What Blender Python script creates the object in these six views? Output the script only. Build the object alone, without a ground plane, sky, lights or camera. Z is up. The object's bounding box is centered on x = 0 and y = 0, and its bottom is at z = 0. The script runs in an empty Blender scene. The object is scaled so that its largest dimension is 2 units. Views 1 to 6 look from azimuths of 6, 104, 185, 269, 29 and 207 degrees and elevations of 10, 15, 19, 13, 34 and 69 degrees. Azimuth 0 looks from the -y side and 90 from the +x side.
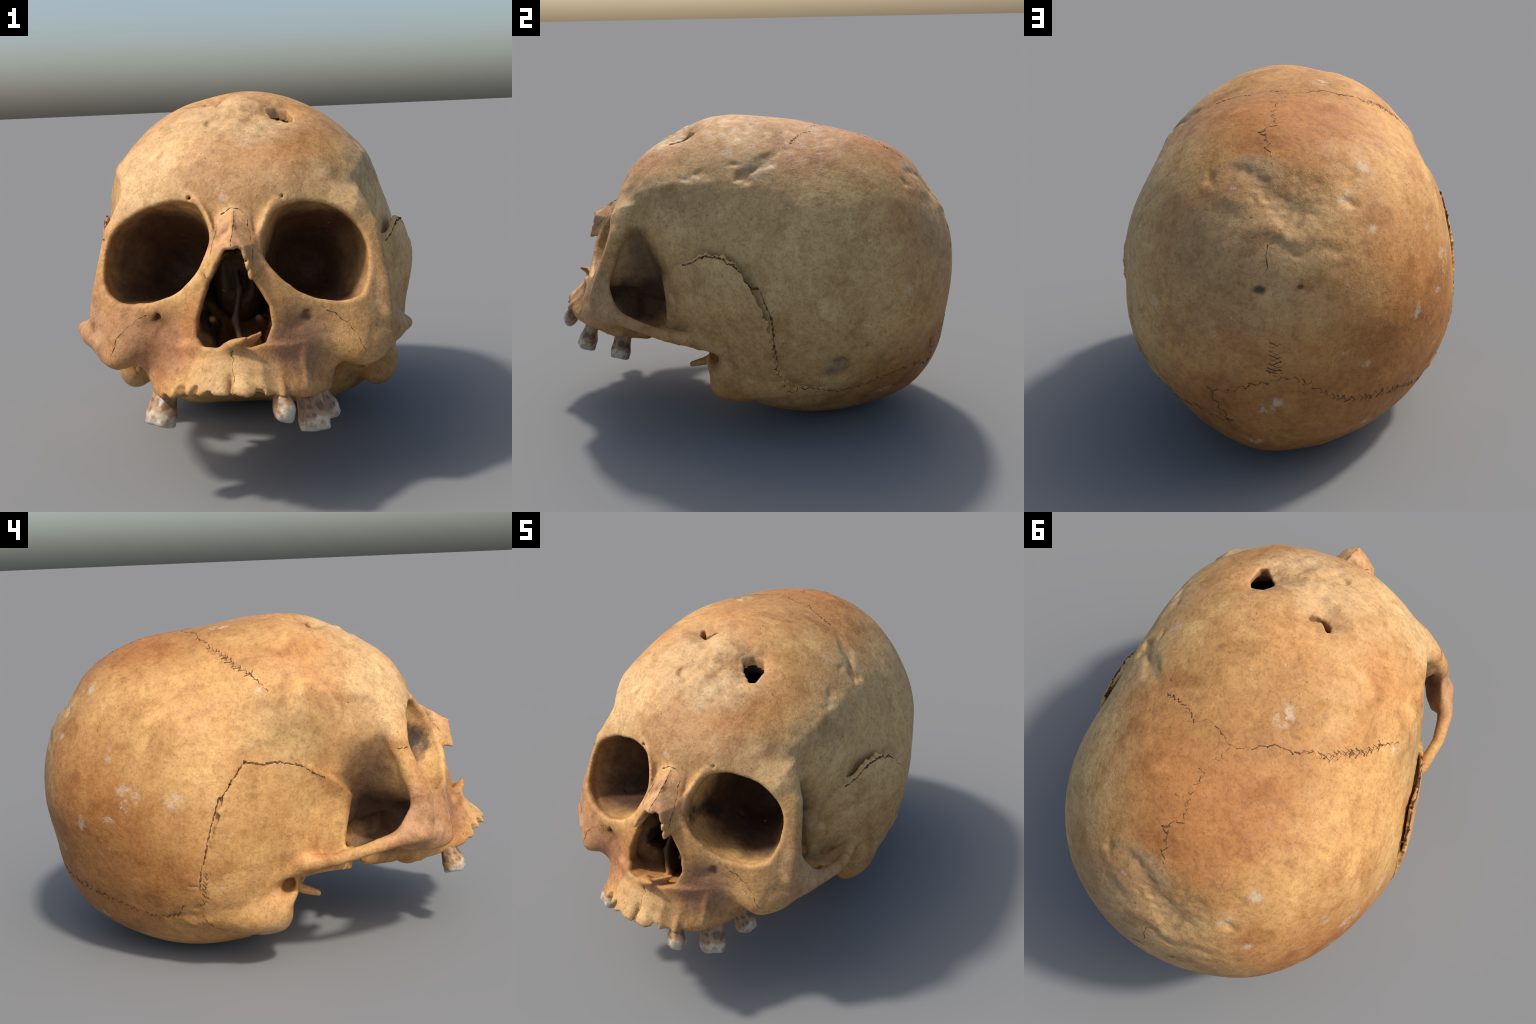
"""A weathered human cranium (no lower jaw), built bone by bone.

The bones are modelled as one implicit solid (vault profile + strokes, blobs and
hollows), polygonised once, and then separated along the natural sutures.
Frame: metres, z up, face towards -y, skull resting on its occiput.
"""
import bpy, math, random
import numpy as np
from mathutils import Vector, noise
from mathutils.bvhtree import BVHTree

random.seed(7)
rng = np.random.default_rng(7)
F = np.float32

# ------------------------------------------------------------------ vault profile
# radius of the brain case about its centre, by bearing (every 20 deg from +x
# through the back of the head) for each elevation ring from base to crown
CENTRE = (0.0, 0.22, 0.70)
RINGS = {
    -75: [.699, .710, .718, .721, .721, .721, .720, .717, .711, .701, .686, .665, .643, .628, .630, .646, .667, .685],
    -60: [.731, .745, .758, .773, .783, .778, .769, .762, .752, .739, .725, .690, .632, .589, .594, .637, .688, .717],
    -45: [.747, .748, .744, .784, .828, .819, .787, .763, .753, .745, .715, .655, .580, .542, .545, .579, .655, .722],
    -30: [.731, .734, .730, .782, .820, .808, .774, .735, .728, .739, .694, .634, .579, .554, .552, .563, .613, .682],
    -15: [.682, .697, .726, .773, .781, .771, .753, .721, .701, .702, .672, .659, .647, .635, .645, .654, .644, .646],
    0: [.646, .667, .711, .751, .769, .773, .768, .726, .686, .660, .645, .654, .701, .748, .763, .711, .656, .629],
    15: [.626, .667, .715, .757, .774, .773, .770, .717, .684, .650, .662, .712, .821, .889, .897, .816, .702, .625],
    30: [.641, .661, .702, .748, .759, .759, .756, .724, .700, .660, .688, .776, .895, .935, .934, .898, .780, .671],
    45: [.665, .658, .693, .735, .747, .749, .741, .713, .685, .670, .706, .773, .849, .882, .873, .837, .766, .701],
    60: [.674, .668, .691, .716, .722, .714, .698, .678, .672, .691, .723, .755, .789, .817, .820, .791, .747, .705],
    75: [.683, .676, .679, .685, .688, .687, .685, .684, .689, .699, .709, .720, .730, .739, .743, .735, .719, .699],
}
BASE_RADIUS, CROWN_RADIUS = .677, .688


def catmull(p0, p1, p2, p3, t):
    return .5 * (2 * p1 + (p2 - p0) * t + (2 * p0 - 5 * p1 + 4 * p2 - p3) * t * t + (3 * p1 - p0 - 3 * p2 + p3) * t ** 3)


def fine_profile(step=1.0):
    """the ring table, smoothly interpolated to one degree"""
    rows = np.array([RINGS[k] for k in sorted(RINGS)])
    n = rows.shape[1]
    a = np.arange(0, 360 + step, step) / 20.0
    i, t = np.floor(a).astype(int), a - np.floor(a)
    r = catmull(rows[:, (i - 1) % n], rows[:, i % n], rows[:, (i + 1) % n], rows[:, (i + 2) % n], t[None])
    half = r.shape[1] // 2
    low, high = np.full_like(r[:1], BASE_RADIUS), np.full_like(r[:1], CROWN_RADIUS)
    over = lambda row: np.roll(row[:, :-1], half, 1)[:, list(range(r.shape[1] - 1)) + [0]]
    r = np.vstack([over(r[:1]), low, r, high, over(r[-1:])])          # rings -105 .. 105
    e = np.arange(-90, 90 + step, step) / 15.0 + 7.0
    j = np.clip(np.floor(e).astype(int), 1, r.shape[0] - 3)
    t = (e - j)[:, None]
    return catmull(r[j - 1], r[j], r[j + 1], r[j + 2], t).astype(F)


PROFILE = fine_profile()


def vault(x, y, z):
    dx, dy, dz = x - F(CENTRE[0]), y - F(CENTRE[1]), z - F(CENTRE[2])
    r = np.sqrt(dx * dx + dy * dy + dz * dz) + F(1e-6)
    az = np.degrees(np.arctan2(dy, dx)) % 360
    el = np.degrees(np.arcsin(np.clip(dz / r, -1, 1))) + 90
    i, j = np.clip(el.astype(np.int32), 0, 179), np.clip(az.astype(np.int32), 0, 359)
    u, v = el - i, az - j
    rad = (PROFILE[i, j] * (1 - v) + PROFILE[i, j + 1] * v) * (1 - u) + (PROFILE[i + 1, j] * (1 - v) + PROFILE[i + 1, j + 1] * v) * u
    return (r - rad).astype(F)


# ------------------------------------------------------------------ implicit modelling
class Solid:
    """a block of clay: a sampled distance field with local sculpting strokes"""

    def __init__(s, low, high, h):
        s.h, s.low = h, np.array(low, float)
        s.axes = [np.arange(low[k], high[k], h).astype(F) for k in range(3)]
        s.d = np.full([len(a) for a in s.axes], 1.0, F)

    def window(s, low, high):
        w, pts = [], []
        for k in range(3):
            a = max(0, int((low[k] - s.low[k]) / s.h) - 1)
            b = min(len(s.axes[k]), int((high[k] - s.low[k]) / s.h) + 2)
            w.append(slice(a, max(a, b)))
        X, Y, Z = s.axes[0][w[0]][:, None, None], s.axes[1][w[1]][None, :, None], s.axes[2][w[2]][None, None, :]
        return tuple(w), X, Y, Z

    def add(s, shape, k=.02):
        fn, low, high = shape
        w, X, Y, Z = s.window(np.array(low) - k, np.array(high) + k)
        s.d[w] = smin(s.d[w], fn(X, Y, Z), k)

    def cut(s, shape, k=.02):
        fn, low, high = shape
        w, X, Y, Z = s.window(np.array(low) - k, np.array(high) + k)
        s.d[w] = -smin(-s.d[w], fn(X, Y, Z), k)

    def dent(s, c, size, depth):
        """press (depth > 0) or raise (depth < 0) the surface around c"""
        size = np.broadcast_to(np.array(size, float), 3)
        w, X, Y, Z = s.window(np.array(c) - 2.6 * size, np.array(c) + 2.6 * size)
        X, Y, Z = wander(X, Y, Z)
        q = ((X - c[0]) / size[0]) ** 2 + ((Y - c[1]) / size[1]) ** 2 + ((Z - c[2]) / size[2]) ** 2
        s.d[w] += (depth * np.exp(-q)).astype(F)

    def groove(s, pts, width, depth, ragged=True):
        P = np.array(pts, float)
        w, X, Y, Z = s.window(P.min(0) - 3 * width, P.max(0) + 3 * width)
        d = chain_distance([(*p, 0) for p in P])(*(wander(X, Y, Z) if ragged else (X, Y, Z)))
        s.d[w] += (depth * np.exp(-(d / width) ** 2)).astype(F)


def wander(X, Y, Z):
    """a small irregular drift, so that damage has ragged outlines"""
    return (X + .010 * np.sin(47 * Y + 31 * Z) + .004 * np.sin(131 * Z - 97 * Y), Y + .010 * np.sin(53 * Z - 29 * X + 1) + .004 * np.sin(117 * X + 89 * Z),
            Z + .008 * np.sin(43 * X + 37 * Y + 2) + .004 * np.sin(109 * Y - 121 * X))


def smin(a, b, k):
    if k <= 0:
        return np.minimum(a, b)
    h = np.maximum(k - np.abs(a - b), 0) / F(k)
    return (np.minimum(a, b) - h * h * F(k * .25)).astype(F)


def chain_distance(pts):
    def fn(X, Y, Z):
        best = None
        for a, b in zip(pts[:-1], pts[1:]):
            a, b = np.array(a, float), np.array(b, float)
            e = b[:3] - a[:3]
            t = np.clip(((X - a[0]) * e[0] + (Y - a[1]) * e[1] + (Z - a[2]) * e[2]) / max(e @ e, 1e-9), 0, 1)
            d = np.sqrt((X - a[0] - t * e[0]) ** 2 + (Y - a[1] - t * e[1]) ** 2 + (Z - a[2] - t * e[2]) ** 2) - (a[3] + t * (b[3] - a[3]))
            best = d if best is None else np.minimum(best, d)
        return best.astype(F)
    return fn


def bar(*pts):
    """a rounded bar through points (x, y, z, radius)"""
    P = np.array(pts, float)
    r = P[:, 3:4]
    return chain_distance(pts), (P[:, :3] - r).min(0), (P[:, :3] + r).max(0)


def blob(c, size, turn=0.0, tilt=0.0):
    """an ellipsoid; tilt turns it about x, turn about z (degrees)"""
    c, size = np.array(c, float), np.array(size, float)
    ca, sa, cb, sb = math.cos(math.radians(turn)), math.sin(math.radians(turn)), math.cos(math.radians(tilt)), math.sin(math.radians(tilt))

    def fn(X, Y, Z):
        x, y, z = X - c[0], Y - c[1], Z - c[2]
        x, y = x * ca + y * sa, -x * sa + y * ca
        y, z = y * cb + z * sb, -y * sb + z * cb
        k0 = np.sqrt((x / size[0]) ** 2 + (y / size[1]) ** 2 + (z / size[2]) ** 2)
        k1 = np.sqrt((x / size[0] ** 2) ** 2 + (y / size[1] ** 2) ** 2 + (z / size[2] ** 2) ** 2) + 1e-6
        return (k0 * (k0 - 1) / k1).astype(F)
    m = size.max()
    return fn, c - m, c + m


def sheet(a, b, c, r):
    """a triangular bone plate of half thickness r"""
    a, b, c = (np.array(p, float) for p in (a, b, c))
    n = np.cross(b - a, c - a)
    n /= np.linalg.norm(n)
    edges = chain_distance([(*a, 0), (*b, 0), (*c, 0), (*a, 0)])

    def fn(X, Y, Z):
        inside = None
        for p, q in ((a, b), (b, c), (c, a)):
            m = np.cross(n, q - p)
            s_ = ((X - p[0]) * m[0] + (Y - p[1]) * m[1] + (Z - p[2]) * m[2]) >= 0
            inside = s_ if inside is None else inside & s_
        flat = np.abs((X - a[0]) * n[0] + (Y - a[1]) * n[1] + (Z - a[2]) * n[2])
        return (np.where(inside, flat, edges(X, Y, Z)) - r).astype(F)
    P = np.array([a, b, c])
    return fn, P.min(0) - r, P.max(0) + r


def union(shapes):
    def fn(X, Y, Z):
        d = shapes[0][0](X, Y, Z)
        for f, _, _ in shapes[1:]:
            d = np.minimum(d, f(X, Y, Z))
        return d
    return fn, np.min([np.array(q[1]) for q in shapes], 0), np.max([np.array(q[2]) for q in shapes], 0)


def outline_distance(poly, u, v):
    """signed distance to a closed 2D outline, negative inside"""
    P = np.array(poly, float)
    best, inside = None, None
    for (ax, ay), (bx, by) in zip(P, np.roll(P, -1, 0)):
        ex, ey = bx - ax, by - ay
        t = np.clip(((u - ax) * ex + (v - ay) * ey) / (ex * ex + ey * ey), 0, 1)
        d = (u - ax - t * ex) ** 2 + (v - ay - t * ey) ** 2
        best = d if best is None else np.minimum(best, d)
        cross = ((ay > v) != (by > v)) & (u < (bx - ax) * (v - ay) / (by - ay + 1e-12) + ax)
        inside = cross if inside is None else inside ^ cross
    return np.where(inside, -1, 1) * np.sqrt(best)


def smooth_step(a, b, x):
    t = np.clip((x - a) / (b - a), 0, 1)
    return t * t * (3 - 2 * t)


def surface_net(s):
    """polygonise the zero level of a Solid"""
    d = s.d
    neg = d < 0
    n = [k - 1 for k in d.shape]
    cnt = np.zeros(n, np.int8)
    corners = [(i, j, k) for i in (0, 1) for j in (0, 1) for k in (0, 1)]
    for i, j, k in corners:
        cnt += neg[i:i + n[0], j:j + n[1], k:k + n[2]]
    cell = np.argwhere((cnt > 0) & (cnt < 8))
    index = np.full(n, -1, np.int32)
    index[tuple(cell.T)] = np.arange(len(cell))
    val = np.stack([d[cell[:, 0] + i, cell[:, 1] + j, cell[:, 2] + k] for i, j, k in corners], 1)
    pos, wt = np.zeros((len(cell), 3)), np.zeros(len(cell))
    for a in range(8):
        for b in range(a + 1, 8):
            ca, cb = np.array(corners[a]), np.array(corners[b])
            if np.abs(ca - cb).sum() != 1:
                continue
            m = (val[:, a] < 0) != (val[:, b] < 0)
            t = np.where(m, val[:, a] / np.where(m, val[:, a] - val[:, b], 1), 0)
            pos += m[:, None] * (ca + t[:, None] * (cb - ca))
            wt += m
    verts = (cell + pos / wt[:, None]) * s.h + s.low
    quads = []
    for ax in range(3):
        o = [k for k in range(3) if k != ax]
        lo = [slice(1, None)] * 3
        lo[ax] = slice(0, -1)
        a = neg[tuple(slice(1, n[k]) if k != ax else slice(0, n[k]) for k in range(3))]
        b = neg[tuple(slice(1, n[k]) if k != ax else slice(1, n[k] + 1) for k in range(3))]
        e = np.argwhere(a != b)
        flip = a[tuple(e.T)]
        base = e.copy()
        for k in o:
            base[:, k] += 1
        def at(du, dv):
            q = base.copy()
            q[:, o[0]] -= du
            q[:, o[1]] -= dv
            return index[tuple(q.T)]
        q = np.stack([at(1, 1), at(0, 1), at(0, 0), at(1, 0)], 1)
        if ax == 1:
            flip = ~flip
        q[~flip] = q[~flip][:, ::-1]
        quads.append(q)
    return verts, np.vstack(quads)


# ------------------------------------------------------------------ the cranium
MID = .018                                   # the face sits a little off the vault's mid plane


def mirrored(side, pts):
    """points given for the +x half, mirrored about the mid plane of the face"""
    return [(MID + side * p[0], *p[1:]) for p in pts]


# orbital margins (x, y, z), going round from the nasal side over the brow
RIM = {
    1: [(.132, -.745, .868), (.147, -.701, .960), (.176, -.661, 1.010), (.225, -.625, 1.025), (.292, -.588, 1.021), (.371, -.556, .992),
        (.433, -.546, .936), (.469, -.554, .872), (.475, -.581, .806), (.467, -.615, .742), (.448, -.645, .702), (.402, -.677, .691),
        (.329, -.714, .701), (.264, -.740, .727), (.211, -.753, .765), (.158, -.755, .818)],
    -1: [(-.078, -.752, .920), (-.100, -.712, .992), (-.133, -.672, 1.035), (-.197, -.633, 1.042), (-.275, -.596, 1.023), (-.369, -.562, .979),
         (-.443, -.550, .912), (-.460, -.572, .842), (-.460, -.608, .764), (-.440, -.639, .722), (-.397, -.675, .699), (-.316, -.719, .705),
         (-.226, -.755, .732), (-.152, -.770, .780), (-.098, -.768, .856)],
}


def orbit(side, wall=0.0):
    """the eye socket: a funnel from its margin back to the apex"""
    P = np.array(RIM[side])
    c = P.mean(0)
    ax = np.array([-.21 * side, .92, -.32])
    ax /= np.linalg.norm(ax)
    u = np.array([1.0, 0, 0]) - ax[0] * ax
    u /= np.linalg.norm(u)
    v = np.cross(ax, u)
    th = np.arctan2((P - c) @ v, (P - c) @ u)
    rr = np.hypot((P - c) @ v, (P - c) @ u)
    o = np.argsort(th)
    nrm = np.array([-.58 * side, 1, -.46])
    table_a = np.concatenate([th[o] - 2 * np.pi, th[o], th[o] + 2 * np.pi])
    table_r = np.tile(rr[o], 3)
    fine = np.linspace(-np.pi, np.pi, 361)
    R = np.interp(fine, table_a, table_r)
    R = sum(np.roll(R[:-1], k) for k in range(-2, 3)) / 5
    R = np.append(R, R[0])

    def fn(X, Y, Z):
        x, y, z = X - c[0], Y - c[1], Z - c[2]
        depth = (x * nrm[0] + y * nrm[1] + z * nrm[2]) / (nrm @ ax)
        a, b = x * u[0] + y * u[1] + z * u[2], x * v[0] + y * v[1] + z * v[2]
        rho, ang = np.sqrt(a * a + b * b), np.arctan2(b, a)
        radius = np.interp(ang, fine, R)
        t = depth / .53
        s = np.where(t < 0, 1 - .15 * t, 1.0 + .32 * np.clip(t, 0, .14) * np.exp(-6 * np.clip(t, 0, 1)) * 4 - .92 * np.clip(t, 0, 1) ** 1.55)
        d = (rho - radius * s) * .92 - wall
        d = -smin(-d, -(depth - .45 - wall), .12)
        return (d if wall == 0 else np.maximum(d, .03 - depth)).astype(F)
    return fn, c - .5 - wall, c + np.array([.5, .7, .45]) + wall


# piriform aperture, in the frontal plane, heights measured along the slope of the palate
NOSE = [(-.012, .905), (.066, .905), (.086, .815), (.109, .777), (.139, .722), (.147, .655), (.125, .592), (.079, .571), (.02, .578), (-.03, .572), (-.078, .578),
        (-.104, .616), (-.101, .683), (-.083, .749), (-.060, .814)]
PALATE_SLOPE = .38


def nasal_cavity():
    def fn(X, Y, Z):
        w = Z + PALATE_SLOPE * (Y + .85)
        d = outline_distance(NOSE, X + 0 * w, w)
        d = d + .10 * smooth_step(-.75, -.35, Y)
        return -smin(-d, -(Y + .67 + .03 * np.sin(40 * X) * np.sin(31 * Z)), .05).astype(F)
    return fn, (-.16, -1.02, .3), (.2, -.34, 1.0)


# the face as a relief: (distance from the mid plane, height, forward position y)
FACE = [
    # brow and upper orbital margin
    (0, 1.11, -.590), (0, 1.06, -.625), (0, 1.01, -.645), (.15, 1.12, -.582), (.30, 1.11, -.535), (.42, 1.06, -.500),
    (.42, 1.00, -.552), (.36, 1.015, -.566), (.28, 1.045, -.583), (.20, 1.055, -.590), (.13, 1.035, -.604), (.105, .98, -.626), (.12, .93, -.660),
    # lateral margin
    (.458, .94, -.542), (.484, .87, -.558), (.494, .80, -.580), (.488, .74, -.615), (.30, .86, -.650),
    # lower margin
    (.455, .680, -.660), (.40, .672, -.700), (.33, .685, -.730), (.26, .705, -.752), (.20, .735, -.768), (.15, .79, -.775),
    # nasal margin
    (.060, .98, -.642), (.082, .90, -.722), (.098, .82, -.778), (.115, .75, -.795), (.130, .68, -.815), (.122, .60, -.836), (.07, .575, -.864), (0, .585, -.888),
    # canine fossa and infraorbital region
    (.205, .58, -.796), (.255, .60, -.764), (.245, .655, -.760), (.19, .65, -.785),
    # cheek
    (.31, .60, -.750), (.36, .55, -.748), (.43, .49, -.738), (.36, .49, -.730), (.40, .58, -.734), (.455, .59, -.705), (.50, .60, -.650), (.53, .55, -.600), (.480, .50, -.702),
    # alveolar process
    (0, .52, -.934), (0, .455, -1.020), (.09, .45, -1.000), (.17, .435, -.945), (.24, .41, -.872), (.287, .39, -.780), (.307, .37, -.700),
    (.09, .52, -.908), (.17, .52, -.838), (.24, .49, -.805), (.29, .47, -.740),
]
FACE_EDGE = [(0, 1.12), (.30, 1.11), (.435, 1.05), (.472, .96), (.506, .86), (.519, .77), (.542, .68), (.580, .60), (.572, .525), (.512, .470), (.44, .455), (.40, .465),
             (.365, .480), (.335, .455), (.322, .40), (.318, .355), (.25, .388), (.17, .430), (.09, .448), (0, .453)]


def thin_plate(pts, x, z):
    P = np.array(pts, float)
    d = np.hypot(P[:, None, 0] - P[None, :, 0], P[:, None, 1] - P[None, :, 1])
    U = lambda r: r * r * np.log(r + 1e-9)
    n = len(P)
    A = np.zeros((n + 3, n + 3))
    A[:n, :n] = U(d) + np.eye(n) * 4e-4
    A[:n, n], A[:n, n + 1:] = 1, P[:, :2]
    A[n:, :n] = A[:n, n:].T
    w = np.linalg.solve(A, np.append(P[:, 2], [0, 0, 0]))
    out = w[n] + w[n + 1] * x + w[n + 2] * z
    for (px, pz, _), k in zip(P, w):
        out = out + k * U(np.hypot(x - px, z - pz))
    return out


def face_mask():
    def fn(X, Y, Z):
        x, z = X[:, 0, :] - MID, Z[:, 0, :]
        x, z = x + 0 * z, z + 0 * x
        g = thin_plate(FACE + [(-a, b, c) for a, b, c in FACE if a], x, z)[:, None, :]
        g = g - np.where(x < 0, .014, .003)[:, None, :] * (smooth_step(.16, .30, np.abs(x)) * smooth_step(.98, .86, z) * smooth_step(.36, .46, z))[:, None, :]
        g = g - .014 * (np.where(x < 0, 1, 0) * smooth_step(.40, .45, np.abs(x)) * smooth_step(1.02, .92, z) * smooth_step(.60, .75, z))[:, None, :]
        slope = np.sqrt(1 + sum(k ** 2 for k in np.gradient(g[:, 0, :], float(X[1, 0, 0] - X[0, 0, 0]))))[:, None, :]
        e = outline_distance(FACE_EDGE, np.abs(x), z)[:, None, :]
        thick = .05 + .03 * smooth_step(.60, .48, Z)
        front = (g - Y) / np.minimum(slope, 2.5)
        back = (Y - g - thick * np.minimum(slope, 1.8)) / np.minimum(slope, 2.5)
        d = -smin(-front, -back, .03)
        return -smin(-d, -(e + 0 * Y), .035)
    return fn, (-.56, -1.02, .34), (.60, -.40, 1.13)


# lower border of the upper jaw
ARCH = [(-.285, -.50, .315), (-.29, -.60, .325), (-.285, -.75, .375), (-.235, -.85, .405), (-.155, -.93, .438), (-.07, -.972, .452), (.02, -.985, .448),
        (.11, -.972, .440), (.19, -.930, .425), (.26, -.86, .385), (.30, -.76, .350), (.316, -.64, .318), (.300, -.57, .312)]

# temporal squama outlines (y, z): front edge, top edge, rear edge, then down to the mastoid
SQUAMA = {
    -1: [(-.13, .42), (-.27, .40), (-.29, .44), (-.295, .52), (-.30, .60), (-.325, .71), (-.265, .785), (-.19, .83), (-.115, .89), (-.01, .915), (.045, .900), (.107, .914), (.153, .858),
         (.186, .808), (.216, .72), (.240, .64), (.263, .536), (.278, .49), (.29, .40), (.26, .26), (.14, .27), (.05, .36), (-.04, .42)],
    1: [(-.13, .42), (-.24, .40), (-.245, .44), (-.250, .52), (-.255, .62), (-.250, .74), (-.221, .80), (-.127, .841), (-.08, .868), (-.021, .880), (.05, .862), (.11, .835), (.181, .754),
        (.223, .668), (.251, .602), (.258, .504), (.275, .40), (.25, .26), (.14, .27), (.05, .36), (-.04, .42)],
}


def squama(side, V):
    top = .060 if side > 0 else .028

    def fn(X, Y, Z):
        edge = outline_distance(SQUAMA[side], Y + 0 * Z, Z + 0 * Y)
        jag = .005 * np.sin(71 * Y - 83 * Z) + .004 * np.sin(151 * Y + 97 * Z + 1) + .003 * np.sin(260 * (Y - Z))
        edge = edge + jag * smooth_step(-.22, -.1, Y)
        f = vault(X + 0 * Y + 0 * Z, Y + 0 * X + 0 * Z, Z + 0 * X + 0 * Y)
        rise = smooth_step(-.26, .02, Y) if side > 0 else smooth_step(-.16, .10, Y)
        lift = .022 + (top - .022) * rise * (1 - (.10 if side > 0 else .2) * smooth_step(.1, .3, Y))
        lift = lift * (1 - ((.85 if side > 0 else 1.3) * smooth_step(.76, .44, Z)) * smooth_step(-.14, .02, Y))
        lift = lift * smooth_step(.26, .40, Z) - .02 * smooth_step(.36, .26, Z)
        open_ = smooth_step(.13, .05, -edge) * smooth_step(-.2, -.1, Y) * smooth_step(.44, .52, Z)
        inner = (lift - .016) * open_ - .05 * (1 - open_)
        d = np.maximum(np.maximum(f - lift, inner - f), edge)
        return np.where(X * side > .3, d, .5).astype(F)
    lo, hi = (.3, -.36, .28), (.76, .32, .96)
    return (fn, lo, hi) if side > 0 else (fn, (-hi[0], lo[1], lo[2]), (-lo[0], hi[1], hi[2]))


def build_cranium(h):
    S = Solid((-.74, -1.02, -.03), (.74, 1.02, 1.47), h)
    w, X, Y, Z = S.window(S.low, (.74, 1.02, 1.47))
    o = F(0)
    for a in range(0, S.d.shape[0], 24):                      # in slabs, to keep memory small
        sl = slice(a, a + 24)
        Xs = X[sl] + o * Y + o * Z
        S.d[sl] = vault(Xs, Y + o * Xs, Z + o * Xs)
    # inside of the brain case behind the forehead
    S.cut(blob((.03, .02, 1.08), (.36, .36, .24)), .05)
    S.cut(blob((.17, -.27, 1.20), (.09, .08, .080)), .02)
    S.cut(blob((-.10, -.17, 1.24), (.08, .07, .070)), .02)

    # the forehead flattens above the orbits, the temples swell behind them
    S.dent((-.32, -.46, 1.21), (.13, .13, .10), .022)
    S.dent((.37, -.43, 1.20), (.12, .13, .10), .020)
    S.dent((.06, -.57, 1.20), (.13, .08, .08), .011)
    S.dent((.50, -.28, .93), (.07, .09, .08), -.018)
    S.dent((-.45, -.33, .74), (.08, .08, .08), .018)
    S.dent((-.475, -.37, 1.075), (.05, .09, .045), .016)
    S.dent((.475, -.38, 1.07), (.05, .08, .045), .008)
    S.dent((-.49, -.30, .88), (.08, .11, .10), .020)
    S.dent((.45, -.42, .85), (.06, .06, .08), .014)
    for line, hollow in (([(-.40, -.47, 1.06), (-.433, -.402, 1.12), (-.466, -.306, 1.14), (-.486, -.227, 1.143), (-.505, -.097, 1.142), (-.515, -.007, 1.13)], (-.495, -.30, 1.03)),
                         ([(.40, -.47, 1.07), (.45, -.385, 1.12), (.469, -.297, 1.152), (.478, -.184, 1.171), (.486, -.059, 1.17)], (.50, -.30, 1.04))):
        S.groove(line, .026, -.009 if line[0][0] < 0 else -.005, False)
        S.dent(hollow, (.08, .13, .06), .013)
    for side in (1, -1):
        m = lambda *p: mirrored(side, p)
        # mastoid process, its crest, tympanic plate, styloid
        S.add(blob((side * .535, .045, .275), (.080, .11, .10), 0, -22), .05)
        S.add(bar((side * .522, -.005, .222, .048), (side * .548, .10, .245, .062), (side * .55, .24, .275, .055)), .05)
        S.add(squama(side, S), .012)
        S.add(union([sheet((side * .445, -.28, .68), (side * .475, -.27, .42), (side * .565, -.05, .43), .018), sheet((side * .445, -.28, .68), (side * .565, -.05, .43), (side * .53, -.06, .66), .018)]), .06)
        S.add(bar((side * .57, -.10, .472, .022), (side * .568, -.02, .435, .018), (side * .57, .06, .375, .014), (side * .57, .14, .31, .01)), .04)
        S.add(bar((side * .575, -.15, .470, .024), (side * .548, -.275, .480, .024), (side * .43, -.32, .455, .028)), .03)
        S.add(blob((side * .48, -.045, .335), (.08, .05, .06)), .03)
        S.cut(blob((side * .60, -.07, .362), (.095, .055, .048)), .03)
        S.cut(bar((side * .62, -.060, .355, .036), (side * .47, -.05, .36, .028)), .012)
        S.add(bar((side * .43, -.06, .34, .022), (side * .455, -.12, .315, .019), (side * .47, -.175, .302, .013)), .015)
        # orbital shell, cheek and brow
        S.add(orbit(side, .020), .03)
    for side in (1, -1):
        m = lambda *p: mirrored(side, p)
        # brow and temporal line
        S.add(bar(*m((.455, -.50, .93, .030), (.435, -.46, 1.00, .018), (.40, -.40, 1.08, .0))), .06)
        # back of the cheek bone, zygomatic arch
        S.add(bar(*m((.472, -.505, .92, .024), (.494, -.540, .82, .024), (.508, -.582, .72, .028), (.515, -.615, .62, .032))), .03)
        w = 1.0 if side > 0 else 1.035
        S.add(bar(*[(a * w, *r) for a, *r in m((.47, -.655, .54, .040), (.535, -.585, .560, .040), (.586, -.48, .556, .030), (.606, -.36, .526, .024), (.594, -.24, .486, .024), (.562, -.12, .466, .026), (.53, -.04, .455, .022))]), .03)
        # body of the upper jaw
        S.add(blob((MID + side * .215, -.61, .55), (.130, .13, .16)), .04)
        # tuber, pterygoid plates, greater wing of the sphenoid
        S.add(blob((MID + side * .230, -.60, .45), (.085, .10, .13)), .05)
        S.add(blob((MID + side * .15, -.37, .50), (.10, .20, .15), 0, -15), .05)
        S.add(bar((side * .18, -.26, .50, .03), (side * .28, -.09, .40, .04), (side * .40, -.02, .30, .05)), .05)
        S.add(sheet((MID + side * .20, -.37, .55), (MID + side * .20, -.34, .31), (MID + side * .13, -.27, .50), .015), .02)
        S.add(sheet((MID + side * .20, -.34, .31), (MID + side * .25, -.31, .32), (MID + side * .20, -.37, .5), .012), .02)
        S.add(sheet(*m((.415, -.47, .97), (.26, -.41, .60), (.41, -.31, .93)), .025), .06)
        S.add(sheet(*m((.42, -.50, .88), (.31, -.50, .62), (.26, -.40, .60)), .02), .06)
    # interorbital block and glabella
    S.add(bar((MID, -.57, 1.05, .05), (MID, -.60, 1.00, .036), (MID, -.67, .93, .036)), .05)
    S.add(blob((MID, -.50, .80), (.11, .22, .22)), .04)
    S.add(face_mask(), .03)
    # alveolar process and palate
    S.add(bar(*[(x * .88, y + .085, z + .055, .036) for x, y, z in ARCH]), .02)
    S.add(bar(*[(x * .80, y + .135, z + .11, .04) for x, y, z in ARCH]), .02)

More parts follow.
